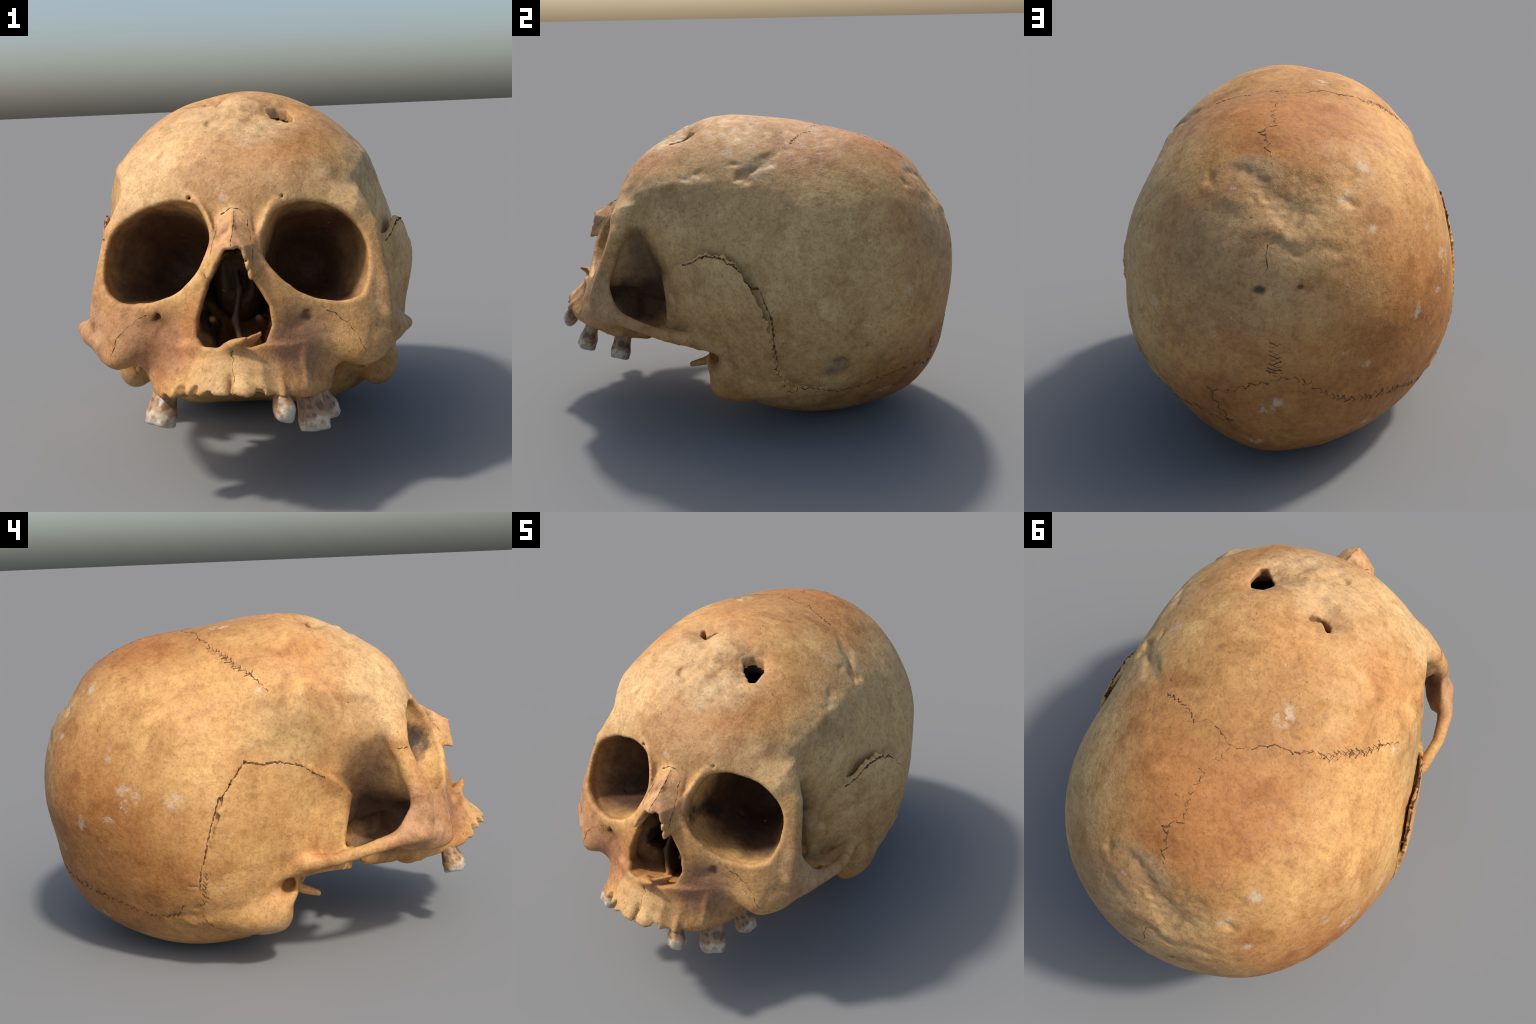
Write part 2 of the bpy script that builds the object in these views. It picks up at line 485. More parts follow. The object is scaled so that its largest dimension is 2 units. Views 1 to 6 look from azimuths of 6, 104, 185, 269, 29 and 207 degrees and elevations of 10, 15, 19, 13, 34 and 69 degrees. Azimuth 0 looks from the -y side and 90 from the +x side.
    def palate(X, Y, Z):
        q = Z + PALATE_SLOPE * (Y + .7) - .485
        return (np.maximum(np.abs(q) - .035, np.sqrt(((X - MID) / .27) ** 2 + ((Y + .61) / .275) ** 2 + 0 * Z) * .27 - .27)).astype(F)
    S.add((palate, (-.28, -1, .3), (.32, -.36, .66)), .04)
    # hollows
    for side in (1, -1):
        S.cut(orbit(side), .018)
    for side in (1, -1):
        S.cut(bar((side * .19, -.42, .69, .012), (side * .23, -.35, .73, .015), (side * .265, -.30, .765, .008)), .008)
        S.cut(bar((side * .36, -.50, .672, .010), (side * .27, -.40, .672, .013)), .008)
    S.cut(nasal_cavity(), .014)
    # nasal bones: a saddle roof flaring down to two free corners
    top, mid, tip = (MID - .005, -.640, 1.015), (MID, -.735, .958), (MID + .004, -.832, .910)
    plates = [bar((*top, .011), (*mid, .013), (*tip, .006))]
    for side, low, notch in ((1, (.086, -.832, .806), (.060, -.812, .903)), (-1, (-.056, -.832, .812), (-.006, -.822, .903))):
        root, flank = (MID + side * .046, -.655, .985), (MID + side * .070, -.738, .900)
        wing = (MID + side * .095, -.768, .83)
        for t in ((top, mid, root), (mid, root, flank), (mid, tip, notch), (mid, notch, flank), (notch, low, flank), (low, flank, wing)):
            plates.append(sheet(*t, .0085))
    S.add(union(plates), .016)
    for p, r in [((.045, -.835, .900), .010), ((.070, -.830, .862), .008), ((.078, -.838, .832), .007), ((.005, -.842, .900), .008), ((-.030, -.840, .850), .007)]:
        S.cut(blob(p, (r, r * 2, r)), .004)
    # septum and turbinates, anterior spine
    S.add(sheet((MID - .012, -.66, .86), (MID + .012, -.70, .74), (MID, -.55, .70), .010), .012)
    S.add(sheet((MID + .012, -.70, .74), (MID - .004, -.73, .64), (MID, -.55, .66), .009), .012)
    S.add(sheet((MID - .004, -.73, .64), (MID + .022, -.76, .55), (MID, -.58, .52), .012), .015)
    S.add(bar((.00, -.86, .575, .02), (.02, -.895, .597, .018), (.068, -.915, .622, .007)), .02)
    S.add(sheet((.035, -.885, .598), (.110, -.835, .618), (.075, -.83, .575), .007), .02)
    for side in (1, -1):
        S.add(bar((MID + side * .080, -.745, .65, .013), (MID + side * .085, -.64, .60, .022)), .03)
    weather(S)
    return S


def weather(S):
    """everything that time did to the bone: holes, dents, furrows, eroded sockets"""
    # broad damaged patch of the forehead with a punched hole, a pressed flap and pits
    S.dent((.03, -.36, 1.325), (.17, .13, .12), .010)
    S.dent((.575, .06, .89), (.07, .12, .07), -.014)
    S.dent((-.58, -.06, .97), (.07, .08, .07), .018)
    S.dent((.165, -.275, 1.345), (.075, .075, .06), .036)
    S.groove([(.165, -.30, 1.335), (.11, -.315, 1.35), (.06, -.30, 1.365)], .030, .016)
    hole = [(.118, -.268), (.145, -.230), (.192, -.226), (.216, -.262), (.212, -.335), (.190, -.345), (.146, -.300)]
    S.cut((lambda X, Y, Z: np.maximum(outline_distance(hole, X + 0 * Y, Y + 0 * X), 1.10 - Z), (.10, -.36, 1.10), (.24, -.20, 1.44)), .008)
    S.dent((-.102, -.180, 1.385), (.062, .06, .06), .034)
    S.groove([(-.06, -.28, 1.37), (-.085, -.23, 1.375)], .035, .015)
    S.cut(bar((-.130, -.185, 1.40, .007), (-.128, -.188, 1.27, .010)), .004)
    arc = [(-.132, -.180), (-.118, -.203), (-.098, -.212), (-.078, -.206), (-.062, -.190)]
    for (ax, ay), (bx, by) in zip(arc, arc[1:]):
        S.cut(sheet((ax, ay, 1.42), (bx, by, 1.42), (ax, ay + .03, 1.26), .009), .004)
        S.cut(sheet((bx, by, 1.42), (bx, by + .03, 1.26), (ax, ay + .03, 1.26), .009), .004)
    for p, r, d in [((-.075, -.415, 1.31), .018, .022), ((-.045, -.435, 1.302), .020, .012), ((-.03, -.41, 1.315), .022, .012), ((-.06, -.385, 1.335), .012, .010),
                    ((.10, -.475, 1.268), .014, .012), ((-.055, -.33, 1.36), .022, .010), ((-.02, -.345, 1.36), .02, -.008), ((.04, -.33, 1.36), .03, -.008),
                    ((.02, -.40, 1.32), .03, -.006), ((.13, -.435, 1.27), .022, .006), ((-.10, -.34, 1.345), .02, .008), ((.065, -.385, 1.33), .018, .008)]:
        S.dent(p, r, d)
    for k in range(34):
        S.dent((rng.normal(.03, .09), rng.normal(-.37, .05), rng.normal(1.325, .02)), rng.uniform(.006, .016), rng.uniform(-.003, .008))
    # coronal furrow on the left temple
    S.groove([(.345, .20, 1.275), (.385, .165, 1.25), (.42, .138, 1.225), (.45, .10, 1.20)], .024, .014)
    S.groove([(.44, .11, 1.21), (.475, .06, 1.175)], .014, .008)
    S.dent((.505, .06, 1.15), (.06, .08, .06), -.008)
    S.dent((.416, .028, 1.248), (.018, .03, .014), .007)
    S.dent((.455, -.12, 1.205), (.016, .04, .016), .008)
    S.dent((.470, -.165, 1.185), (.016, .03, .016), .007)
    # crushed area at the back of the crown
    S.dent((-.05, .865, 1.085), (.12, .08, .065), .016)
    S.dent((-.085, .885, 1.055), (.060, .05, .035), .012)
    S.dent((-.01, .845, 1.115), (.045, .05, .030), .008)
    S.dent((.085, .795, 1.172), (.055, .04, .022), .010)
    S.dent((.020, .815, 1.155), (.020, .03, .014), .009)
    S.dent((.06, .86, 1.09), (.06, .05, .04), -.006)
    S.dent((.01, .91, 1.01), (.07, .04, .022), -.006)
    S.dent((-.10, .925, .985), (.08, .04, .020), -.006)
    S.dent((-.03, .935, .965), (.025, .03, .014), .006)
    S.dent((-.10, .945, .935), (.040, .03, .012), .005)
    S.dent((-.21, .925, .94), (.035, .03, .014), .004)
    for k in range(26):
        S.dent((rng.normal(-.06, .09), rng.normal(.86, .03), rng.normal(1.08, .05)), rng.uniform(.008, .020), rng.uniform(-.004, .007))
    S.dent((.214, .772, 1.156), .022, .010)
    S.dent((-.255, .825, 1.075), .022, .010)
    S.dent((-.265, .775, 1.138), .028, .008)
    S.dent((.12, .84, 1.11), (.07, .06, .04), -.008)
    S.dent((-.13, .83, 1.13), (.06, .05, .04), .006)
    S.dent((.039, .984, .823), (.012, .02, .009), .012)
    S.dent((-.097, .98, .83), (.007, .02, .006), .010)
    S.dent((-.08, .80, .13), (.07, .05, .05), .010)
    S.dent((.245, .915, .43), (.03, .03, .03), .008)
    # eroded bone above the left mastoid
    for p, r, d in [((.572, .545, .412), .026, .020), ((.578, .492, .345), .028, .018), ((.562, .570, .420), .015, .024), ((.575, .530, .365), .014, .026),
                    ((.580, .510, .385), .016, -.008), ((.585, .46, .36), .016, .008)]:
        S.dent(p, r, d)
    for side in (1, -1):
        # furrows of the parietomastoid region
        for k in range(5):
            z = .42 - .022 * k
            S.groove([(side * .655, .285, z), (side * .66, .335 + .01 * (k % 2), z + .004)], .006, .007)
        S.groove([(side * .635, .31, .325), (side * .60, .37, .285), (side * .565, .44, .265)], .010, .012)
        S.groove([(side * .60, .30, .30), (side * .58, .24, .24), (side * .55, .20, .20)], .010, .012)
        S.dent((side * .60, .33, .245), (.05, .05, .03), -.010)
        # holes for vessels and nerves below and above the orbits
        x = .262 if side > 0 else -.252
        S.cut(bar((x, -.80, .650, .009), (x - side * .005, -.74, .672, .008)), .010)
        S.dent((x, -.765, .640), (.05, .03, .025), .010)
    S.cut(bar((-.14, -.66, 1.06, .008), (-.14, -.60, 1.05, .006)), .008)
    S.cut(bar((.185, -.64, 1.05, .006), (.185, -.60, 1.05, .005)), .006)
    # ridges over the tooth roots, then the empty, broken sockets
    for x, y, d in ((.190, -.925, -.009), (-.155, -.94, -.006), (-.10, -.965, -.004), (.070, -.975, -.004), (.125, -.955, -.005), (.262, -.83, -.006), (-.235, -.845, -.006)):
        S.groove([(x, y - .02, .44), (x * .96, y + .045, .54)], .016, d, False)
    for x, y, z, r, up in [(-.165, -.945, .398, .034, .050), (-.212, -.890, .372, .030, .030), (-.105, -.975, .412, .022, .050), (-.050, -.995, .412, .026, .036), (.062, -1.00, .412, .022, .030),
                           (.112, -.985, .405, .027, .046), (.228, -.875, .352, .022, .028), (-.285, -.70, .33, .022, .03), (-.275, -.60, .30, .022, .03), (.305, -.70, .315, .020, .02)]:
        S.cut(bar((x, y, z - .02, r), (x * .97, y + .025, z + up, r * .75)), .008)
    S.groove([(MID + .003, -.91, .58), (MID + .004, -.945, .52), (MID + .004, -1.0, .44)], .008, .004)


def build_tooth(kind, h=.0042):
    """crown towards -z; kinds differ in the number of roots and cusps"""
    T = Solid((-.09, -.09, -.10), (.09, .09, .10), h)
    if kind == "canine":
        T.add(bar((0, 0, -.010, .028), (0, .004, .03, .024), (0, .01, .06, .014)), .02)
        T.add(blob((0, 0, -.018), (.033, .031, .036)), .02)
        T.add(bar((.006, 0, -.025, .026), (.012, .002, -.052, .006)), .02)
    else:
        wide = .044 if kind == "molar" else .034
        T.add(bar((-.016, 0, -.01, .031), (-.018, .004, .05, .027), (-.02, .01, .085, .008)), .02)
        T.add(bar((.016, 0, -.01, .031), (.018, .004, .05, .027), (.02, .01, .085, .008)), .02)
        T.add(blob((0, 0, -.022), (wide, .043, .040)), .03)
        T.add(bar((-.012, 0, -.03, .034), (.012, 0, -.03, .034)), .02)
        for sx in (-1, 1):
            for sy in (-1, 1):
                T.add(blob((sx * wide * .5, sy * .022, -.046), (.020, .021, .014)), .010)
        T.cut(blob((0, 0, -.066), (.016, .022, .020)), .014)
    T.cut((lambda X, Y, Z: (Z + .050 + .10 * X + 0 * Y).astype(F), (-.09, -.09, -.10), (.09, .09, .10)), .008)
    T.d += (.0015 * np.sin(70 * T.axes[0])[:, None, None] * np.sin(64 * T.axes[1] + 1)[None, :, None] * np.cos(58 * T.axes[2])[None, None, :]).astype(F)
    return surface_net(T)


# ------------------------------------------------------------------ materials
def lin(*c):
    return (*c, 1.0)


class Nodes:
    def __init__(s, name):
        s.mat = bpy.data.materials.new(name)
        s.mat.use_nodes = True
        s.t = s.mat.node_tree
        s.bsdf = s.t.nodes["Principled BSDF"]
        s.pos = s.t.nodes.new("ShaderNodeTexCoord").outputs["Object"]

    def put(s, sock, v):
        if isinstance(v, bpy.types.NodeSocket):
            s.t.links.new(v, sock)
        else:
            sock.default_value = v

    def vec(s, op, a, b=None):
        n = s.t.nodes.new("ShaderNodeVectorMath")
        n.operation = op
        s.put(n.inputs[0], a)
        if b is not None:
            s.put(n.inputs[3] if op == "SCALE" else n.inputs[1], b)
        return n.outputs["Value"] if op in ("LENGTH", "DISTANCE", "DOT_PRODUCT") else n.outputs[0]

    def math(s, op, a, b=0.0, clamp=False):
        n = s.t.nodes.new("ShaderNodeMath")
        n.operation, n.use_clamp = op, clamp
        s.put(n.inputs[0], a)
        s.put(n.inputs[1], b)
        return n.outputs[0]

    def noise(s, scale, detail=4.0, rough=.55, at=None, colour=False, distort=0.0):
        n = s.t.nodes.new("ShaderNodeTexNoise")
        s.put(n.inputs["Vector"], at or s.pos)
        n.inputs["Scale"].default_value, n.inputs["Detail"].default_value, n.inputs["Roughness"].default_value = scale, detail, rough
        n.inputs["Distortion"].default_value = distort
        return n.outputs["Color" if colour else "Fac"]

    def range(s, v, a, b, lo=0.0, hi=1.0, smooth=True):
        n = s.t.nodes.new("ShaderNodeMapRange")
        n.interpolation_type = "SMOOTHSTEP" if smooth else "LINEAR"
        for k, x in zip(("Value", "From Min", "From Max", "To Min", "To Max"), (v, a, b, lo, hi)):
            s.put(n.inputs[k], x)
        return n.outputs[0]

    def mix(s, f, a, b, kind="MIX"):
        n = s.t.nodes.new("ShaderNodeMix")
        n.data_type, n.blend_type = "RGBA", kind
        s.put(n.inputs[0], f)
        s.put(n.inputs[6], a)
        s.put(n.inputs[7], b)
        return n.outputs[2]

    def patch(s, at, centre, size, soft, strength=1.0):
        """1 inside an ellipsoid round centre, fading to 0 outside"""
        size = size if isinstance(size, tuple) else (size,) * 3
        d = s.vec("LENGTH", s.vec("MULTIPLY", s.vec("SUBTRACT", at, centre), tuple(1 / k for k in size)))
        return s.range(d, 1 - soft, 1 + soft, strength, 0.0)


# stains on the bone, and shade painted into its hollows: (centre, size, softness, colour, strength)
STAINS_AND_SHADE = [
    # warm brown crown and flank, darker nape, greyer left temple, pale forehead and brow
    ((-.05, .52, 1.34), (.30, .42, .26), .5, (.385, .160, .046), .92),
    ((-.50, .66, .52), (.34, .42, .34), .5, (.390, .160, .042), .92),
    ((-.02, .85, .22), (.55, .45, .34), .4, (.345, .145, .040), .9),
    ((.64, .05, .95), (.34, .55, .34), .8, (.640, .430, .190), .85),
    ((.66, .45, .75), (.30, .45, .38), .6, (.620, .395, .165), .85),
    ((.60, .25, .45), (.25, .45, .22), .5, (.520, .300, .110), .75),
    ((.12, .94, .92), (.32, .20, .26), .6, (.430, .275, .130), .7),
    ((-.02, -.35, 1.32), (.26, .22, .15), .5, (.580, .370, .175), .8),
    ((.02, .20, 1.40), (.30, .20, .15), .6, (.440, .235, .080), .6),
    ((-.50, .20, 1.08), (.25, .40, .22), .5, (.600, .330, .118), .7),
    ((-.50, -.10, .98), (.20, .20, .14), .6, (.380, .250, .105), .6),
    ((.02, -.60, 1.13), (.26, .15, .10), .6, (.520, .285, .130), .7),
    ((-.36, -.48, 1.12), (.22, .24, .18), .6, (.620, .400, .190), .8),
    ((.34, -.52, 1.06), (.18, .16, .10), .6, (.600, .390, .185), .7),
    ((-.60, .15, .62), (.22, .25, .20), .5, (.520, .285, .098), .6),
    ((-.62, .05, .38), (.20, .25, .14), .5, (.560, .300, .110), .6),
    # face
    ((.24, -.78, .58), (.12, .12, .11), .5, (.270, .135, .078), .80),
    ((-.22, -.78, .57), (.13, .12, .12), .5, (.285, .120, .058), .85),
    ((-.38, -.70, .57), (.12, .12, .12), .5, (.370, .190, .095), .6),
    ((-.14, -.83, .64), (.035, .07, .12), .6, (.440, .190, .060), .7),
    ((-.24, -.82, .42), (.06, .08, .06), .6, (.450, .200, .062), .7),
    ((.05, -.96, .50), (.19, .10, .10), .4, (.520, .320, .135), .8),
    ((.02, -.75, .93), (.10, .14, .10), .5, (.520, .275, .130), .8),
    ((-.54, -.60, .60), (.12, .16, .16), .5, (.430, .240, .130), .7),
    ((.56, -.50, .62), (.14, .22, .18), .5, (.430, .260, .130), .7),
    # soil mixed with baked shade, painted dark into the hollows
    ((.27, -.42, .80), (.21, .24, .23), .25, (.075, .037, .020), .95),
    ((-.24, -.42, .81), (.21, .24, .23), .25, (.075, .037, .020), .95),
    ((.17, -.27, 1.25), (.06, .06, .05), .3, (.030, .020, .014), .95),  # this and the next paint darkness inside the forehead holes
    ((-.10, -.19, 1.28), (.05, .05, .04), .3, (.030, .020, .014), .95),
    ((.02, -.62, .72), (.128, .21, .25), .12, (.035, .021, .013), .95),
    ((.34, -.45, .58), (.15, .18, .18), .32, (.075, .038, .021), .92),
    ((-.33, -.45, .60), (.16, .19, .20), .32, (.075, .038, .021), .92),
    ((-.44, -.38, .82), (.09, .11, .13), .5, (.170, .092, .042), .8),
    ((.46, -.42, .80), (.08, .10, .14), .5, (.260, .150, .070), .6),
    # grey and green tints, then near-black spots on the small vessel holes
    ((.10, -.46, 1.27), (.10, .08, .06), .6, (.500, .370, .210), .35),
    ((.40, .14, 1.24), (.07, .10, .06), .6, (.370, .280, .150), .5),
    ((.05, .80, 1.17), (.10, .06, .05), .6, (.330, .245, .140), .45),
    ((-.07, .88, 1.06), (.10, .06, .05), .6, (.380, .270, .130), .35),
    ((.575, .53, .38), (.05, .06, .05), .5, (.210, .160, .105), .7),
    ((.46, -.25, 1.10), (.10, .20, .10), .6, (.360, .245, .120), .5),
    ((-.55, .02, .20), (.06, .10, .05), .5, (.280, .220, .150), .5),
    ((.039, .980, .823), (.021, .03, .014), .5, (.060, .034, .024), .9),
    ((-.097, .978, .83), (.011, .02, .008), .5, (.080, .045, .028), .85),
    ((.262, -.77, .652), (.020, .03, .012), .5, (.060, .032, .022), .9),
    ((-.252, -.77, .655), (.020, .03, .012), .5, (.060, .032, .022), .9),
]
# flecks of lime, (centre, size)
LIME = [((-.648, .388, .772), (.05, .050, .035)), ((-.591, .584, .815), (.04, .035, .022)), ((-.597, .582, .748), (.04, .025, .038)), ((-.503, .768, .660), (.04, .025, .038)),
        ((-.575, .646, .690), (.04, .030, .018)), ((-.535, .636, .948), (.04, .022, .035)), ((-.310, .715, 1.168), (.035, .03, .03)), ((-.497, .036, 1.152), (.03, .03, .022)),
        ((-.150, .185, 1.386), (.034, .05, .04)), ((-.339, .843, .988), (.024, .03, .018)), ((-.315, .870, .506), (.020, .03, .018)), ((-.003, .958, .391), (.030, .03, .020)),
        ((.032, .953, .362), (.030, .03, .022)), ((.432, .818, .713), (.022, .03, .03)), ((.088, .874, .191), (.040, .04, .020)), ((-.318, .731, .194), (.03, .04, .02)),
        ((.366, .00, 1.288), (.035, .05, .03)), ((.466, -.157, 1.192), (.03, .05, .025)), ((.312, .715, .186), (.04, .06, .02)), ((-.252, .83, 1.10), (.05, .04, .035)),
        ((.46, .16, 1.20), (.02, .03, .02)), ((.05, -.50, 1.24), (.030, .04, .03)), ((-.02, -.625, 1.06), (.02, .04, .03)), ((-.606, .534, .79), (.03, .018, .05))]


def bone_material():
    m = Nodes("weathered_bone")
    wobble = m.vec("SCALE", m.vec("SUBTRACT", m.noise(6.0, 5.0, .6, colour=True), (.5, .5, .5)), .16)
    at = m.vec("ADD", m.pos, wobble)
    fine = m.vec("ADD", m.pos, m.vec("SCALE", m.vec("SUBTRACT", m.noise(26.0, 4.0, .6, colour=True), (.5, .5, .5)), .05))
    # slow drift between yellow and red-brown bone
    col = m.mix(m.range(m.noise(2.6, 3.0), .36, .66), lin(.600, .350, .130), lin(.475, .220, .070))
    for centre, size, soft, colour, strength in STAINS_AND_SHADE:
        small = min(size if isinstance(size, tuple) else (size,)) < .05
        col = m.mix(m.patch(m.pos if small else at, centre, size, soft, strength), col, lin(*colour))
    # mottling at three scales, pores, fibrous streaks
    col = m.mix(m.range(m.noise(7.5, 5.0, .62, distort=.4), .48, .66, 0, .62), col, m.mix(1.0, col, lin(.66, .57, .47), "MULTIPLY"))
    col = m.mix(m.range(m.noise(9.0, 6.0, .65, at=m.vec("ADD", m.pos, (3.1, 1.7, .4))), .50, .68, 0, .60), col, m.mix(1.0, col, lin(1.28, 1.38, 1.42), "MULTIPLY"))
    col = m.mix(m.range(m.noise(34.0, 6.0, .7), .42, .64, 0, .55), col, m.mix(1.0, col, lin(.68, .63, .57), "MULTIPLY"))
    col = m.mix(m.range(m.noise(95.0, 3.0, .7), .50, .66, 0, .50), col, m.mix(1.0, col, lin(.58, .52, .46), "MULTIPLY"))
    col = m.mix(m.range(m.noise(60.0, 4.0, .7, at=m.vec("ADD", m.pos, (7.7, 0, 0))), .56, .76, 0, .5), col, m.mix(1.0, col, lin(1.28, 1.24, 1.15), "MULTIPLY"))
    streak = m.noise(30.0, 4.0, .6, at=m.vec("MULTIPLY", at, (1.0, .35, 2.2)))
    col = m.mix(m.range(streak, .55, .75, 0, .35), col, m.mix(1.0, col, lin(.72, .66, .60), "MULTIPLY"))
    pores = m.t.nodes.new("ShaderNodeTexVoronoi")
    m.put(pores.inputs["Vector"], fine)
    pores.inputs["Scale"].default_value = 42.0
    pit = m.math("MULTIPLY", m.range(pores.outputs["Distance"], .06, .17, 1, 0), m.range(m.noise(5.0, 2.0, at=m.vec("ADD", m.pos, (0, 4.2, 1))), .50, .62))
    pit = m.math("MULTIPLY", pit, m.range(pores.outputs["Color"], .35, .6))
    col = m.mix(m.math("MULTIPLY", pit, .75), col, lin(.13, .065, .03))
    # lime flecks
    lime = None
    for centre, size in LIME:
        f = m.patch(fine, centre, tuple(.8 * k for k in size), .5)
        lime = f if lime is None else m.math("MAXIMUM", lime, f)
    lime = m.math("MULTIPLY", lime, m.range(m.noise(30.0, 5.0, .7), .42, .58))
    stray = m.math("MULTIPLY", m.range(m.noise(20.0, 3.0, .6, at=m.vec("ADD", m.pos, (1.3, 8.8, 2.0))), .705, .76), .7)
    lime = m.math("MAXIMUM", lime, stray)
    col = m.mix(m.math("MULTIPLY", lime, .62), col, lin(.56, .46, .34))
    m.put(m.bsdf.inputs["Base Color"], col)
    m.put(m.bsdf.inputs["Roughness"], m.range(m.noise(20.0, 3.0), .3, .7, .52, .74))
    m.bsdf.inputs["Specular IOR Level"].default_value = .30
    h = m.math("ADD", m.math("MULTIPLY", m.noise(45.0, 6.0, .7), .7), m.math("MULTIPLY", m.noise(150.0, 3.0, .6), .35))
    h = m.math("SUBTRACT", h, m.math("MULTIPLY", pit, .5))
    b = m.t.nodes.new("ShaderNodeBump")
    b.inputs["Strength"].default_value, b.inputs["Distance"].default_value = .55, .006
    m.put(b.inputs["Height"], h)
    m.put(m.bsdf.inputs["Normal"], b.outputs[0])
    return m.mat


def plain_material(name, a, b, rough=.8, scale=30.0):
    m = Nodes(name)
    m.put(m.bsdf.inputs["Base Color"], m.mix(m.range(m.noise(scale, 5.0, .65), .35, .65), lin(*a), lin(*b)))
    m.bsdf.inputs["Roughness"].default_value = rough
    m.bsdf.inputs["Specular IOR Level"].default_value = .2
    return m.mat


def tooth_material():
    m = Nodes("stained_tooth")
    sep = m.t.nodes.new("ShaderNodeSeparateXYZ")
    m.put(sep.inputs[0], m.vec("ADD", m.pos, m.vec("SCALE", m.vec("SUBTRACT", m.noise(30.0, 3.0, colour=True), (.5, .5, .5)), .05)))
    crown = m.range(sep.outputs[2], -.005, -.030)
    col = m.mix(m.range(m.noise(34.0, 4.0, .6), .40, .60), lin(.36, .21, .095), lin(.15, .08, .038))
    enamel = m.mix(m.range(m.noise(22.0, 4.0, .6), .38, .56), lin(.54, .46, .34), lin(.32, .20, .10))
    enamel = m.mix(m.range(sep.outputs[2], -.035, -.060, 0, .55), enamel, lin(.36, .38, .38))
    m.put(m.bsdf.inputs["Base Color"], m.mix(crown, col, enamel))
    m.bsdf.inputs["Roughness"].default_value = .38
    b = m.t.nodes.new("ShaderNodeBump")
    b.inputs["Strength"].default_value, b.inputs["Distance"].default_value = .4, .004
    m.put(b.inputs["Height"], m.noise(60.0, 4.0))
    m.put(m.bsdf.inputs["Normal"], b.outputs[0])
    return m.mat


BONE, TOOTH = bone_material(), tooth_material()
SUTURE = plain_material("suture_soil_and_shade", (.150, .074, .032), (.085, .042, .020))  # fill of the seams; along the squama it also stands for shade
CAVITY = plain_material("dark_cavity", (.030, .020, .014), (.018, .012, .009))


# ------------------------------------------------------------------ polygonise, roughen, separate
root = bpy.data.objects.new("human_skull", None)
root["label"] = "weathered brown human skull without lower jaw, few teeth left"
root["category"] = "skull"
bpy.context.scene.collection.objects.link(root)


def add_object(name, mesh, parent=root, material=None):
    o = bpy.data.objects.new(name, mesh)
    o.parent = parent
    bpy.context.scene.collection.objects.link(o)
    if material:
        mesh.materials.append(material)
    return o


S = build_cranium(.0066)
verts, quads = surface_net(S)
del S
whole = bpy.data.meshes.new("whole")
whole.from_pydata(verts.tolist(), [], quads.tolist())
nrm = np.empty(len(verts) * 3, F)
whole.vertices.foreach_get("normal", nrm)
nrm = nrm.reshape(-1, 3)
# fine relief of the bone surface, rougher on the damaged forehead and crown
near = lambda c, r: np.exp(-(((verts - np.array(c)) / r) ** 2).sum(1))
rough = .55 + 1.7 * near((.02, -.36, 1.32), .14) + 1.3 * near((-.07, .87, 1.07), .12) + 1.2 * near((.575, .53, .38), .07) + .8 * near((.55, .30, .27), .09) + .6 * near((-.55, .30, .27), .09)
bump = np.array([noise.fractal(Vector(p) * 16.0, 1.0, 2.1, 3) for p in verts.tolist()])
grit = np.array([noise.noise(Vector(p) * 75.0) for p in verts.tolist()])
verts = verts + nrm * ((.0016 * bump + .0010 * grit) * rough)[:, None]
whole.vertices.foreach_set("co", verts.astype(F).ravel())
whole.update()
whole.vertices.foreach_get("normal", (nrm2 := np.empty(len(verts) * 3, F)))
nrm = nrm2.reshape(-1, 3)
TREE = BVHTree.FromPolygons(verts.tolist(), quads.tolist())


def bone_labels(c):
    """which bone each face centre belongs to, following the sutures"""
    x, y, z = c.T
    ax, fx = np.abs(x), np.abs(x - MID)
    coronal = np.interp(z, [.80, .95, 1.15, 1.20, 1.25, 1.30, 1.35, 1.37], [-.32, -.22, .0, .06, .13, .21, .28, .33])
    lambdoid = np.interp(ax, [0, .10, .20, .30, .40, .50, .60, .70], [.485, .463, .40, .345, .30, .27, .28, .33])
    lab = np.where(x > 0, 1, 2)                                               # parietal pair
    lab = np.where((y < coronal) & (z > .88), 0, lab)                         # frontal
    lab = np.where((z < lambdoid) & ((y > .30) | (ax < .38)) & (y > -.12), 3, lab)   # occipital
    edge_p = outline_distance(SQUAMA[1], y, z) < .012
    edge_n = outline_distance(SQUAMA[-1], y, z) < .012
    low = (ax > .38) & (y < .30) & (y > -.20) & (z < .45)
    lab = np.where(((edge_p & (x > .42)) | low) & (x > 0) & (y > -.27), 4, lab)
    lab = np.where(((edge_n & (x < -.42)) | low) & (x < 0) & (y > -.31), 5, lab)
    face = (y < -.12) & (z <= .90)
    lab = np.where(face & ~np.isin(lab, (4, 5)), 6, lab)                      # sphenoid and what lies deep
    lab = np.where(face & (y < -.43) & (z < .80 + .25 * (fx < .12)), 9, lab)  # upper jaw
    zyg = face & (fx > .37 + .35 * np.clip(.60 - z, -.1, .2)) & (y < -.30) & (z < .90) & (z > .42) & (ax > .35 + .15 * (y > -.5))
    zyg |= (y >= -.60) & (y < -.20) & (ax > .52) & (z > .40) & (z < .62)
    lab = np.where(zyg, np.where(x > 0, 7, 8), lab)
    nasal = (y < -.63) & (z > .80) & (z < 1.02) & (fx < .035 + .30 * (1.0 - z)) & (fx < .085) & (y < -.655 - .95 * (1.0 - z) * (z > .9) - .07 * (z <= .9))
    lab = np.where(nasal, np.where(x > MID, 10, 11), lab)
    inner = (vault(*c.T.astype(F)) < -.062) & (np.sqrt(((x - .03) / .39) ** 2 + ((y + .02) / .42) ** 2 + ((z - 1.08) / .29) ** 2) < 1.0) & (z > .80) & ~((y < -.30) & (z < .90))
    return np.where(inner, 12, lab)


